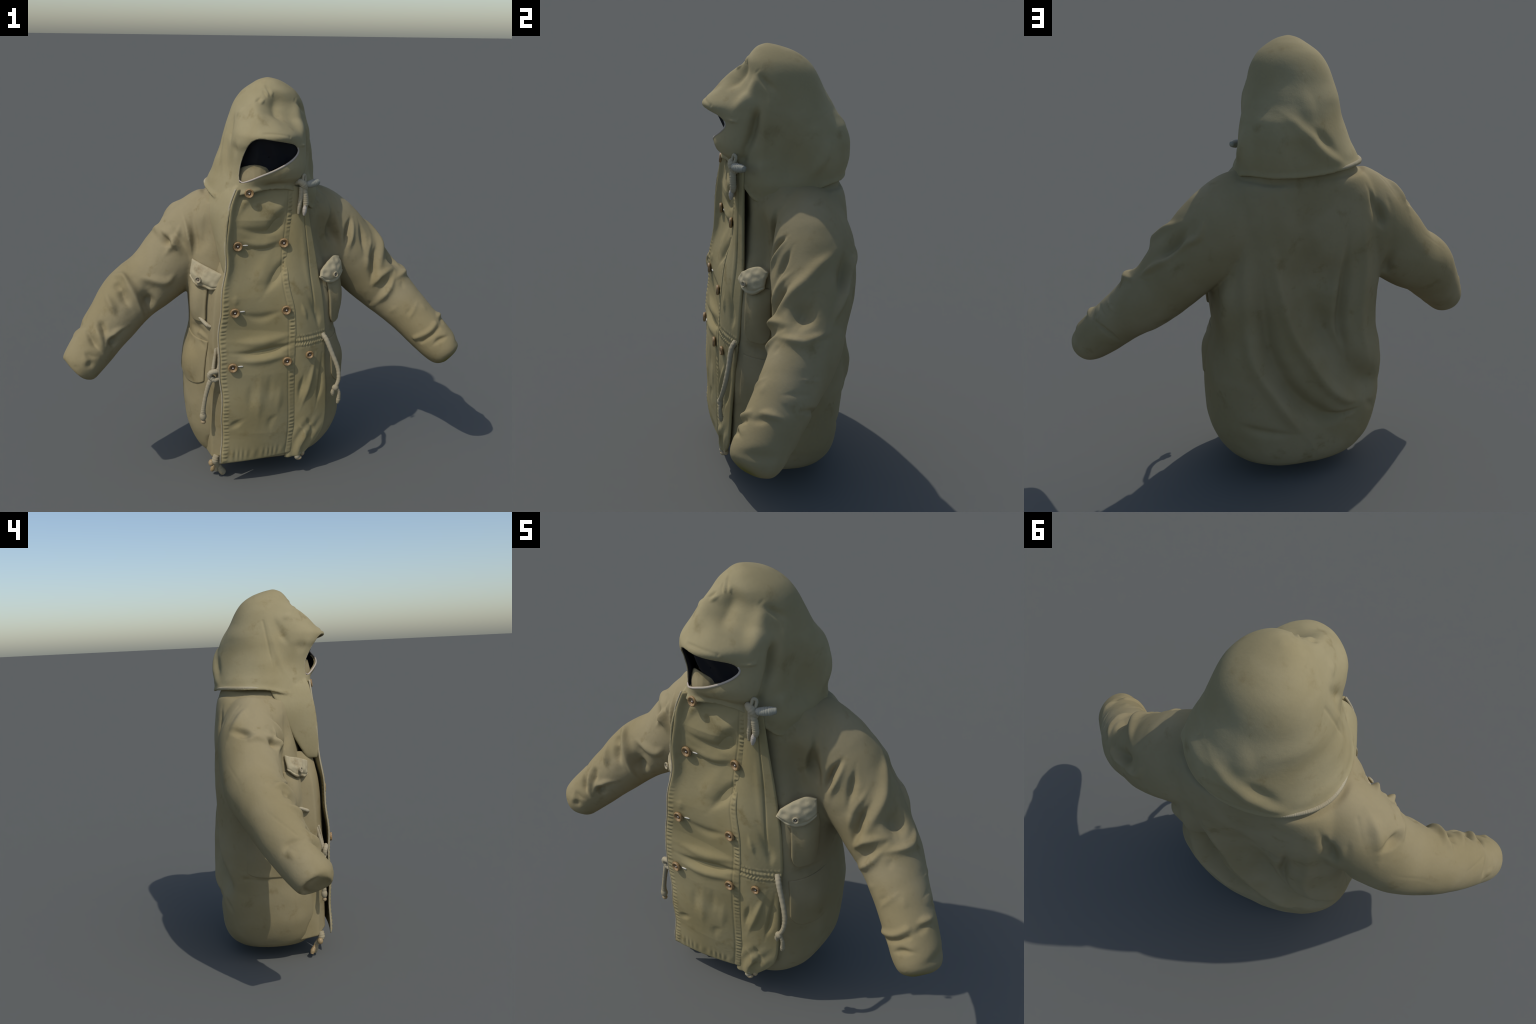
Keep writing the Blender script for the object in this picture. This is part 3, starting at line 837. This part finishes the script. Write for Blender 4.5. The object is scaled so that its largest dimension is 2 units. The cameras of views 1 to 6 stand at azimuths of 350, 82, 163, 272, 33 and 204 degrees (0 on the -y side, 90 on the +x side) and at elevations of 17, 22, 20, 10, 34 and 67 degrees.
tube_edge = [(x - 0.0045, y + 0.002, z) for x, y, z in EDGE_LEFT]
inset = [(x - 0.02, y + 0.006, z) for x, y, z in EDGE_SEAM]
inset[0] = (0.085, -0.25, 0.105)
STRIP_FOLDS = [
    ([(0.153, -0.197, 1.306), (0.174, -0.201, 1.143), (0.199, -0.221, 0.982)], 0.014, 0.004),
    ([(0.189, -0.227, 0.968), (0.236, -0.219, 0.877), (0.246, -0.223, 0.809)], 0.016, -0.010),
    ([(0.153, -0.246, 0.942), (0.180, -0.249, 0.857)], 0.01, 0.006),
    ([(0.230, -0.244, 0.643), (0.196, -0.264, 0.511), (0.164, -0.271, 0.409)], 0.014, 0.011),
    ([(0.269, -0.225, 0.632), (0.261, -0.241, 0.495), (0.245, -0.252, 0.411)], 0.012, -0.011),
    ([(0.168, -0.268, 0.569), (0.146, -0.272, 0.447)], 0.012, -0.009),
    ([(0.150, -0.272, 0.299), (0.186, -0.271, 0.240), (0.163, -0.272, 0.167)], 0.01, 0.009),
    ([(0.193, -0.268, 0.331), (0.233, -0.255, 0.245)], 0.01, -0.009),
]


def strip_ripple(U, V, P):
    x, z = P[..., 0], P[..., 2]
    band = np.exp(-((z - 0.752) / 0.030) ** 4)
    rows = np.sin((z - 0.752) * 2 * np.pi / 0.026)
    cells = np.sin(x * 2 * np.pi / 0.014 + 1.5 * np.sin(z * 90) + np.where(rows > 0, 1.6, 0))
    r = band * (0.0017 * cells * (0.6 + 0.4 * np.sin(x * 61 + z * 47)) + 0.0016 * rows + 0.001 * np.sin(x * 170 + z * 120))
    # raised welt along the free edge, stitched line inside it
    r = r - 0.0045 * np.exp(-((U - 0.70) / 0.022) ** 2) * np.clip((z - 0.85) / 0.1, 0, 1)
    low = np.clip((0.36 - z) / 0.2, 0, 1)
    r = r + low * 0.006 * np.sin(x * 95 + 6 * np.sin(z * 11)) * np.sin(np.pi * U)
    return r


strip = sheet("front_strip", between(inset, EDGE_RIGHT, lambda u, v: 0.016 * np.sin(np.pi * u ** 0.8)), PANEL, 0.014, 90, 420, STRIP_FOLDS, strip_ripple)

FACING_BACK = [(-0.300, -0.13, 0.11), (-0.310, -0.13, 0.30), (-0.315, -0.13, 0.55), (-0.300, -0.13, 0.75), (-0.285, -0.12, 0.95), (-0.27, -0.10, 1.05), (-0.25, -0.08, 1.14)]
FACING = [(-0.285, -0.225, 0.125), (-0.278, -0.232, 0.30), (-0.274, -0.236, 0.55), (-0.276, -0.235, 0.75), (-0.266, -0.225, 0.95), (-0.245, -0.205, 1.05), (-0.222, -0.175, 1.14)]
FACING_IN = [(-0.222, -0.268, 0.155), (-0.205, -0.270, 0.30), (-0.205, -0.270, 0.55), (-0.205, -0.270, 0.75), (-0.205, -0.262, 0.95), (-0.20, -0.245, 1.05), (-0.185, -0.225, 1.14)]
facing = sheet("front_facing", across([FACING_BACK, FACING, FACING_IN]), CANVAS, 0.012, 40, 200)
tail = sheet("inner_flap", across([[(-0.11, -0.272, 0.118), (-0.11, -0.272, 0.3)], [(0.108, -0.246, 0.112), (0.10, -0.246, 0.3)]]), CANVAS, 0.008, 30, 20)

# ------------------------------------------------------------ pockets on the body


def on_body(angle, z, off, start=0.445):
    """Point on the jacket's skin at a compass angle (0 = front, + towards +x)."""
    d = Vector((math.sin(angle), -math.cos(angle), 0))
    o = Vector((0, 0.04, z)) + d * start
    hit, nrm, _, _ = BODY_BVH.ray_cast(o, -d)
    if hit is None or (hit - o).length > 0.16:   # ray began inside the sleeve
        return np.array(o - d * (start - 0.385))
    return np.array(hit + d * off)


def wrap_pocket(name, a0, a1, z0, z1, off, thick, mat, round_bottom=0.05, sag=0.0, nu=60, nv=60):
    def f(u, v):
        out = np.zeros((len(u), 3))
        for i, (p, q) in enumerate(zip(u, v)):
            ang = math.radians(a0 + (a1 - a0) * p)
            low = z0 + round_bottom * abs(2 * p - 1) ** 5 + sag * (p - 0.5)
            z = low + (z1 - low) * q
            out[i] = on_body(ang, z, off * min(1, (1 - q) * 4 + 0.1) - 0.007 * max(0, (2 * p - 1) * (1 if a1 > 0 else -1)) ** 6 + 0.004 * math.sin(math.pi * p) * math.sin(math.pi * min(1, q * 1.1)))
        g_ = out.reshape(-1, nu, 3)
        for _ in range(6):
            g_[1:-1, 1:-1] = 0.25 * (g_[:-2, 1:-1] + g_[2:, 1:-1] + g_[1:-1, :-2] + g_[1:-1, 2:])
        return g_.reshape(-1, 3)
    return sheet(name, f, mat, thick, nu, nv)


wrap_pocket("chest_pocket", 56, 74, 0.795, 1.055, 0.010, 0.012, CANVAS, 0.06)
wrap_pocket("chest_pocket", -73, -56, 0.835, 1.055, 0.010, 0.012, CANVAS, 0.02)
wrap_pocket("hip_pocket", 55, 88, 0.475, 0.72, 0.001, 0.008, CANVAS, 0.06)
wrap_pocket("hip_pocket", -104, -54, 0.505, 0.74, 0.002, 0.010, CANVAS, 0.03, nu=80)


def flap(name, top, bottom, seed, puff):
    """Pocket flap: lofted between its sewn top edge and scalloped lower edge."""
    def ripple(U, V, P):
        r = np.random.default_rng(seed)
        s_ = 0
        for k in range(10):
            d = r.normal(size=3)
            s_ = s_ + np.sin(P @ unit(d) * r.uniform(90, 230) + r.uniform(0, 6))
        edge = np.exp(-(np.minimum(np.minimum(U, 1 - U) * 5, V * 4)) ** 2 * 3)
        return s_ / 10 * 0.006 + puff * np.sin(np.pi * U) * np.sin(np.pi * V * 0.9) - 0.004 * np.exp(-((V - 0.13) / 0.05) ** 2) + 0 * edge
    def f(u, v):
        a = spline(bottom, 100)
        b = spline(top, 100)
        ia = np.stack([np.interp(u * 99, np.arange(100), a[:, c]) for c in range(3)], 1)
        ib = np.stack([np.interp(u * 99, np.arange(100), b[:, c]) for c in range(3)], 1)
        return ia + (ib - ia) * v[:, None]
    return sheet(name, f, FLAP, 0.016, 60, 50, ripple=ripple)


flap("pocket_flap", [(0.258, -0.178, 1.085), (0.30, -0.140, 1.122), (0.338, -0.104, 1.138), (0.372, -0.082, 1.128)],
     [(0.250, -0.196, 1.056), (0.292, -0.180, 1.022), (0.332, -0.160, 1.015), (0.365, -0.135, 1.028), (0.390, -0.105, 1.060)], 11, 0.018)
flap("pocket_flap", [(-0.362, -0.080, 1.142), (-0.320, -0.118, 1.125), (-0.270, -0.165, 1.108), (-0.226, -0.200, 1.092)],
     [(-0.378, -0.098, 1.062), (-0.352, -0.140, 1.024), (-0.318, -0.165, 1.020), (-0.275, -0.188, 1.010), (-0.228, -0.208, 1.030)], 12, 0.014)


# ------------------------------------------------------------- cords, toggles

def tube(name, pts, radii, mat, n=10, rings=None, parent=jacket, wobble=0.05, pace=1.9):
    rings = rings or max(24, 10 * len(pts))
    c = spline(pts, rings)
    r = np.interp(np.linspace(0, 1, rings), np.linspace(0, 1, len(radii)), radii)
    tan = unit(np.gradient(c, axis=0))
    ref = np.array([0.31, 0.85, 0.42])
    a = np.linspace(0, 2 * np.pi, n, endpoint=False)
    rows = [c[:1].repeat(n, 0)]
    for k, (p, t, q) in enumerate(zip(c, tan, r)):
        s1 = unit(np.cross(t, ref))
        s2 = np.cross(s1, t)
        w = q * (1 + wobble * math.sin(k * pace + 1.3 * math.sin(k * 0.37)))
        rows.append(p + np.outer(np.cos(a), s1) * w + np.outer(np.sin(a), s2) * w)
    rows.append(c[-1:].repeat(n, 0))
    me = new_mesh(name, np.vstack(rows), grid_faces(len(rows), n, True), mat)
    bm = bmesh.new()
    bm.from_mesh(me)
    bmesh.ops.remove_doubles(bm, verts=bm.verts, dist=1e-6)
    bmesh.ops.recalc_face_normals(bm, faces=bm.faces)
    bm.to_mesh(me)
    bm.free()
    me.polygons.foreach_set("use_smooth", [True] * len(me.polygons))
    return new_object(name, me, parent)


def blob(name, centre, radii, mat, parent=jacket):
    v, f = ball((0, 0, 0), (1, 1, 1), 14)
    me = new_mesh(name, v * np.array(radii) + np.array(centre), f, mat)
    return new_object(name, me, parent)


tube("panel_edge_binding", tube_edge, [0.0035, 0.0042, 0.0035, 0.0042, 0.0045], HEM, 8, 260)
# pale worn hem along the back of the hood
hem_h = spline(np.array(HEM_HEIGHT)[:, None], 120, True)[:, 0]
hem_pts = []
for k in range(66, 92, 2):
    ang = k / 120 * 2 * math.pi
    d = Vector((math.sin(ang), -math.cos(ang), 0))
    z = hem_h[k] + 0.013
    hit, nrm, _, _ = HOOD_BVH.ray_cast(Vector((0, 0, z)) + d * 0.5, -d)
    if hit is not None:
        hem_pts.append(tuple(hit - d * 0.006))
tube("hood_hem", hem_pts, [0.002, 0.008, 0.010, 0.010, 0.008, 0.002], HEM, 12, 160, wobble=0.07, pace=2.3)
# waist cord on the wearer's left
waist_l = tube("waist_cord", [(0.270, -0.205, 0.762), (0.290, -0.226, 0.735), (0.318, -0.240, 0.665), (0.345, -0.258, 0.592), (0.347, -0.272, 0.54), (0.333, -0.279, 0.503)], [0.013, 0.0125, 0.0115, 0.011, 0.010, 0.010], CORD)
blob("cord_knot", (0.330, -0.279, 0.497), (0.017, 0.014, 0.017), CORD, waist_l)
tube("cord_end", [(0.336, -0.279, 0.50), (0.350, -0.280, 0.47), (0.350, -0.277, 0.435), (0.346, -0.275, 0.408)], [0.009, 0.008, 0.009, 0.011, 0.007], CORD, parent=waist_l)
tube("cord_end", [(0.325, -0.279, 0.495), (0.319, -0.276, 0.475), (0.320, -0.274, 0.455)], [0.009, 0.010, 0.011, 0.007], CORD, parent=waist_l)
# waist cord on the wearer's right, knotted with a hanging toggle end
waist_r = tube("waist_cord", [(-0.245, -0.235, 0.745), (-0.262, -0.236, 0.742), (-0.270, -0.248, 0.70), (-0.280, -0.262, 0.65), (-0.284, -0.270, 0.615)], [0.008, 0.009, 0.009, 0.009, 0.010], CORD)
tube("cord_loop", [(-0.256, -0.250, 0.74), (-0.254, -0.262, 0.69), (-0.258, -0.270, 0.64), (-0.278, -0.272, 0.612)], [0.007, 0.007, 0.008], CORD, parent=waist_r)
tube("cord_loop", [(-0.245, -0.275, 0.615), (-0.268, -0.286, 0.630), (-0.296, -0.282, 0.622), (-0.300, -0.276, 0.598), (-0.276, -0.280, 0.582), (-0.246, -0.276, 0.594)], [0.010, 0.012, 0.013, 0.013, 0.012, 0.010], CORD, parent=waist_r)
tube("cord_end", [(-0.286, -0.276, 0.600), (-0.305, -0.270, 0.555), (-0.321, -0.266, 0.49), (-0.331, -0.266, 0.43), (-0.334, -0.266, 0.40)], [0.014, 0.012, 0.0105, 0.011, 0.013], CORD, parent=waist_r)
blob("cord_toggle", (-0.334, -0.266, 0.382), (0.017, 0.016, 0.024), CORD, waist_r)
blob("cord_tip", (-0.333, -0.266, 0.352), (0.013, 0.012, 0.012), BRASS, waist_r)
# pale hem roll under the wearer's right chest pocket
tube("pocket_hem", [(-0.345, -0.130, 0.866), (-0.322, -0.165, 0.848), (-0.302, -0.190, 0.834), (-0.284, -0.200, 0.827)], [0.006, 0.009, 0.010, 0.006], HEM)
# hood cord with bow and toggle
bow = tube("hood_cord", [(0.118, -0.190, 1.525), (0.132, -0.212, 1.535), (0.150, -0.216, 1.522), (0.158, -0.205, 1.500), (0.150, -0.195, 1.515)], [0.010, 0.015, 0.018, 0.015, 0.010], CORD)
tube("cord_loop", [(0.146, -0.215, 1.540), (0.150, -0.208, 1.565), (0.160, -0.200, 1.555), (0.158, -0.212, 1.515)], [0.006, 0.007, 0.007, 0.006], CORD, parent=bow)
tube("cord_end", [(0.142, -0.212, 1.51), (0.140, -0.212, 1.465), (0.134, -0.211, 1.42), (0.131, -0.208, 1.38)], [0.012, 0.011, 0.010, 0.006], CORD, parent=bow)
tube("cord_end", [(0.152, -0.212, 1.51), (0.160, -0.212, 1.47), (0.164, -0.211, 1.43), (0.162, -0.212, 1.41)], [0.012, 0.014, 0.014, 0.010], CORD, parent=bow)
tube("cord_tip", [(0.160, -0.216, 1.425), (0.158, -0.219, 1.40), (0.155, -0.220, 1.375)], [0.006, 0.0105, 0.010, 0.005], TRIM, parent=bow)
tube("cord_toggle", [(0.160, -0.212, 1.520), (0.178, -0.206, 1.521), (0.205, -0.190, 1.523), (0.230, -0.172, 1.525)], [0.008, 0.015, 0.018, 0.018, 0.013], TOGGLE, 14, parent=bow)
# hem cords
hem_r = tube("hem_cord", [(-0.265, -0.245, 0.145), (-0.272, -0.246, 0.115), (-0.262, -0.230, 0.085), (-0.255, -0.215, 0.062)], [0.016, 0.019, 0.014, 0.013], CORD)
blob("cord_knot", (-0.292, -0.238, 0.098), (0.015, 0.016, 0.018), BRASS, hem_r)
tube("cord_end", [(-0.258, -0.220, 0.07), (-0.275, -0.200, 0.045), (-0.285, -0.19, 0.022)], [0.010, 0.011, 0.014, 0.009], BRASS, parent=hem_r)
tube("cord_end", [(-0.252, -0.222, 0.075), (-0.242, -0.215, 0.045), (-0.230, -0.206, 0.020), (-0.225, -0.202, 0.012)], [0.011, 0.013, 0.018, 0.017, 0.010], CORD, parent=hem_r)
tube("cord_end", [(-0.262, -0.215, 0.062), (-0.262, -0.205, 0.035), (-0.258, -0.200, 0.028)], [0.010, 0.011, 0.008], CORD, parent=hem_r)
hem_l = blob("hem_cord", (0.152, -0.255, 0.135), (0.018, 0.016, 0.022), CORD)
tube("cord_end", [(0.150, -0.25, 0.13), (0.150, -0.255, 0.108), (0.152, -0.25, 0.092)], [0.014, 0.016, 0.010], CORD, parent=hem_l)
blob("cord_knot", (0.180, -0.240, 0.118), (0.013, 0.013, 0.019), BRASS, hem_l)
blob("cord_tip", (0.158, -0.252, 0.098), (0.018, 0.016, 0.012), BRASS, hem_l)

# ------------------------------------------------------------------- buttons
PANEL_BVH = BVHTree.FromObject(panel, bpy.context.evaluated_depsgraph_get())
STRIP_BVH = BVHTree.FromObject(strip, bpy.context.evaluated_depsgraph_get())


def lathe(name, profile, n, mat):
    p = spline([(r, 0, z) for r, z in profile], 5 * len(profile))
    a = np.linspace(0, 2 * np.pi, n, endpoint=False)
    v = np.vstack([np.stack([np.cos(a) * max(q[0], 1e-4), np.sin(a) * max(q[0], 1e-4), np.full(n, q[2])], 1) for q in p])
    return new_mesh(name, v, grid_faces(len(p), n, True), mat)


# profile in units of the button radius: hollowed face, rounded rim
button_mesh = lathe("button", [(0.0, 0.20), (0.35, 0.20), (0.52, 0.25), (0.66, 0.45), (0.82, 0.53), (0.96, 0.42), (1.0, 0.22), (0.92, 0.02), (0.5, -0.05), (0.0, -0.05)], 36, HORN)
disc_mesh = lathe("button_centre", [(0.0, 0.29), (0.2, 0.29), (0.36, 0.25), (0.40, 0.1), (0.0, 0.1)], 20, HOLE)
thread_mesh = lathe("button_thread", [(0.0, 0.36), (0.1, 0.35), (0.16, 0.29), (0.12, 0.2), (0.0, 0.2)], 10, THREAD)


def add_button(x, z, bvh, radius, normal=None, place=None, mats=None, tilt=0.0):
    if place is None:
        hit, nrm, _, _ = bvh.ray_cast(Vector((x, -0.8, z)), Vector((0, 1, 0)))
        place = hit
        nrm = Vector((0.3 * nrm.x + tilt, -1, 0.15 * nrm.z)).normalized()
    else:
        place, nrm = Vector(place), Vector(normal).normalized()
    q = Vector((0, 0, 1)).rotation_difference(nrm)
    ob = new_object("button", button_mesh, jacket)
    ob.rotation_mode = 'QUATERNION'
    ob.rotation_quaternion = q
    ob.location = place + nrm * radius * 0.15
    ob.scale = (radius,) * 3
    if mats:
        ob.data = button_mesh.copy()
        ob.data.materials[0] = mats
    for nm, me_ in (("button_centre", disc_mesh), ("button_thread", thread_mesh)):
        new_object(nm, me_, ob)
    return place, nrm


def buttonhole(x, z, bvh, length):
    pts = []
    for t in np.linspace(0, 1, 5):
        hit, nrm, _, _ = bvh.ray_cast(Vector((x + length * t, -0.8, z)), Vector((0, 1, 0)))
        pts.append((hit.x, hit.y - 0.0006, hit.z))
    hole = tube("buttonhole", pts, [0.002, 0.0035, 0.0035, 0.002], THREAD, 8)
    return hole


add_button(0, 0, None, 0.022, (-0.1, -1, 0.1), (-0.109, -0.236, 1.490))
for x, z in [(-0.160, 1.239), (-0.180, 0.929), (-0.192, 0.658)]:
    add_button(x, z, PANEL_BVH, 0.0235, tilt=-0.12)
for x, z in [(0.066, 1.241), (0.073, 0.922), (0.079, 0.662)]:
    add_button(x, z, PANEL_BVH, 0.0235, tilt=-0.12)
for x, z in [(-0.136, 1.240), (-0.156, 0.930), (-0.167, 0.660)]:
    buttonhole(x, z, PANEL_BVH, 0.024)
add_button(0.196, 0.678, STRIP_BVH, 0.0205)
add_button(0, 0, None, 0.0145, (0.5, -1, 0.15), (0.332, -0.176, 1.062), HEM)
add_button(0, 0, None, 0.0165, (-0.45, -1, 0.1), (-0.340, -0.160, 1.058), HEM)

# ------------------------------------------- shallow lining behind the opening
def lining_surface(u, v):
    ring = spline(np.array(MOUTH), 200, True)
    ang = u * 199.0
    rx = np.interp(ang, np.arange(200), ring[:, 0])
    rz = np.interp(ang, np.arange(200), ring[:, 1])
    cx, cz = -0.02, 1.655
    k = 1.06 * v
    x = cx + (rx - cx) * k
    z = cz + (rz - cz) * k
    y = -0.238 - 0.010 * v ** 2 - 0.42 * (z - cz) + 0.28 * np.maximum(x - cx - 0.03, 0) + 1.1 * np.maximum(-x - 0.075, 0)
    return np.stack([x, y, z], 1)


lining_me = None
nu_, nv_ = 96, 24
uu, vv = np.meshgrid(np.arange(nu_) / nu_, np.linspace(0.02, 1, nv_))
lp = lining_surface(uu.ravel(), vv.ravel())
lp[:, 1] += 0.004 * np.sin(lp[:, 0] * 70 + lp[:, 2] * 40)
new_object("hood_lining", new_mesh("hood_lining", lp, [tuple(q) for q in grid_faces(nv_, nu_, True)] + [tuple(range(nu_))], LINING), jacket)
collar_lines = []
for t in np.linspace(0, 1, 9):
    x = -0.160 + 0.20 * t
    top = 1.545 + 0.075 * math.sin(math.pi * min(1, 0.18 + 0.82 * t)) ** 0.8
    y = -0.168 - 0.06 * math.sin(math.pi * t)
    collar_lines.append([(x, y - 0.015, 1.51 + 0.04 * t), (x, y - 0.012, 0.5 * (1.51 + top)), (x * 0.98, y, top)])
sheet("inner_collar", across(collar_lines), CANVAS, 0.008, 60, 30)

# ------------------------------------------------------------ hood opening rim
rim = []
for x, z in spline(np.array(MOUTH), 90, True):
    hit, nrm, _, _ = HOOD_BVH.ray_cast(Vector((x, -0.8, z)), Vector((0, 1, 0)))
    rim.append(hit if hit is not None else rim[-1])
rim = np.array([tuple(h) for h in rim])
for _ in range(3):
    rim = 0.5 * rim + 0.25 * (np.roll(rim, 1, 0) + np.roll(rim, -1, 0))
low = np.vstack([rim[88:], rim[:36]])
tube("opening_trim", low[::3] + [0, 0.002, 0.002], [0.003, 0.0048, 0.005, 0.0045, 0.0035], TRIM, 8, 120)
tube("opening_edge", rim[34:90:3] + [0, 0.003, 0], [0.0022, 0.0022], HEM, 8, 120)

# ------------------------------------------------- split the body by region
body.data.materials.clear()
body.data.materials.append(CANVAS)
fc, fn = face_centres(body.data)
ax = np.abs(fc[:, 0])
arm = ax > np.interp(fc[:, 2], [0.9, 1.2, 1.45], [0.395, 0.40, 0.34])
arm &= (fc[:, 2] > 0.86 - 0.9 * (ax - 0.40)) & ((fc[:, 2] > 0.80) | (ax > 0.47))
end = (ax * 0.66 - fc[:, 1] * 0.38 - fc[:, 2] * 0.65) > (0.80 * 0.66 + 0.10 * 0.38 - 0.735 * 0.65)
region = np.where(arm, 1, 0)
region = np.where(arm & end, 3, region)
region = np.where((region > 0) & (fc[:, 0] < 0), region + 1, region)
parts = split_regions(body, region, ["torso", "sleeve", "sleeve", "cuff", "cuff"])
parts[3].data.materials[0] = CUFF_STAINED
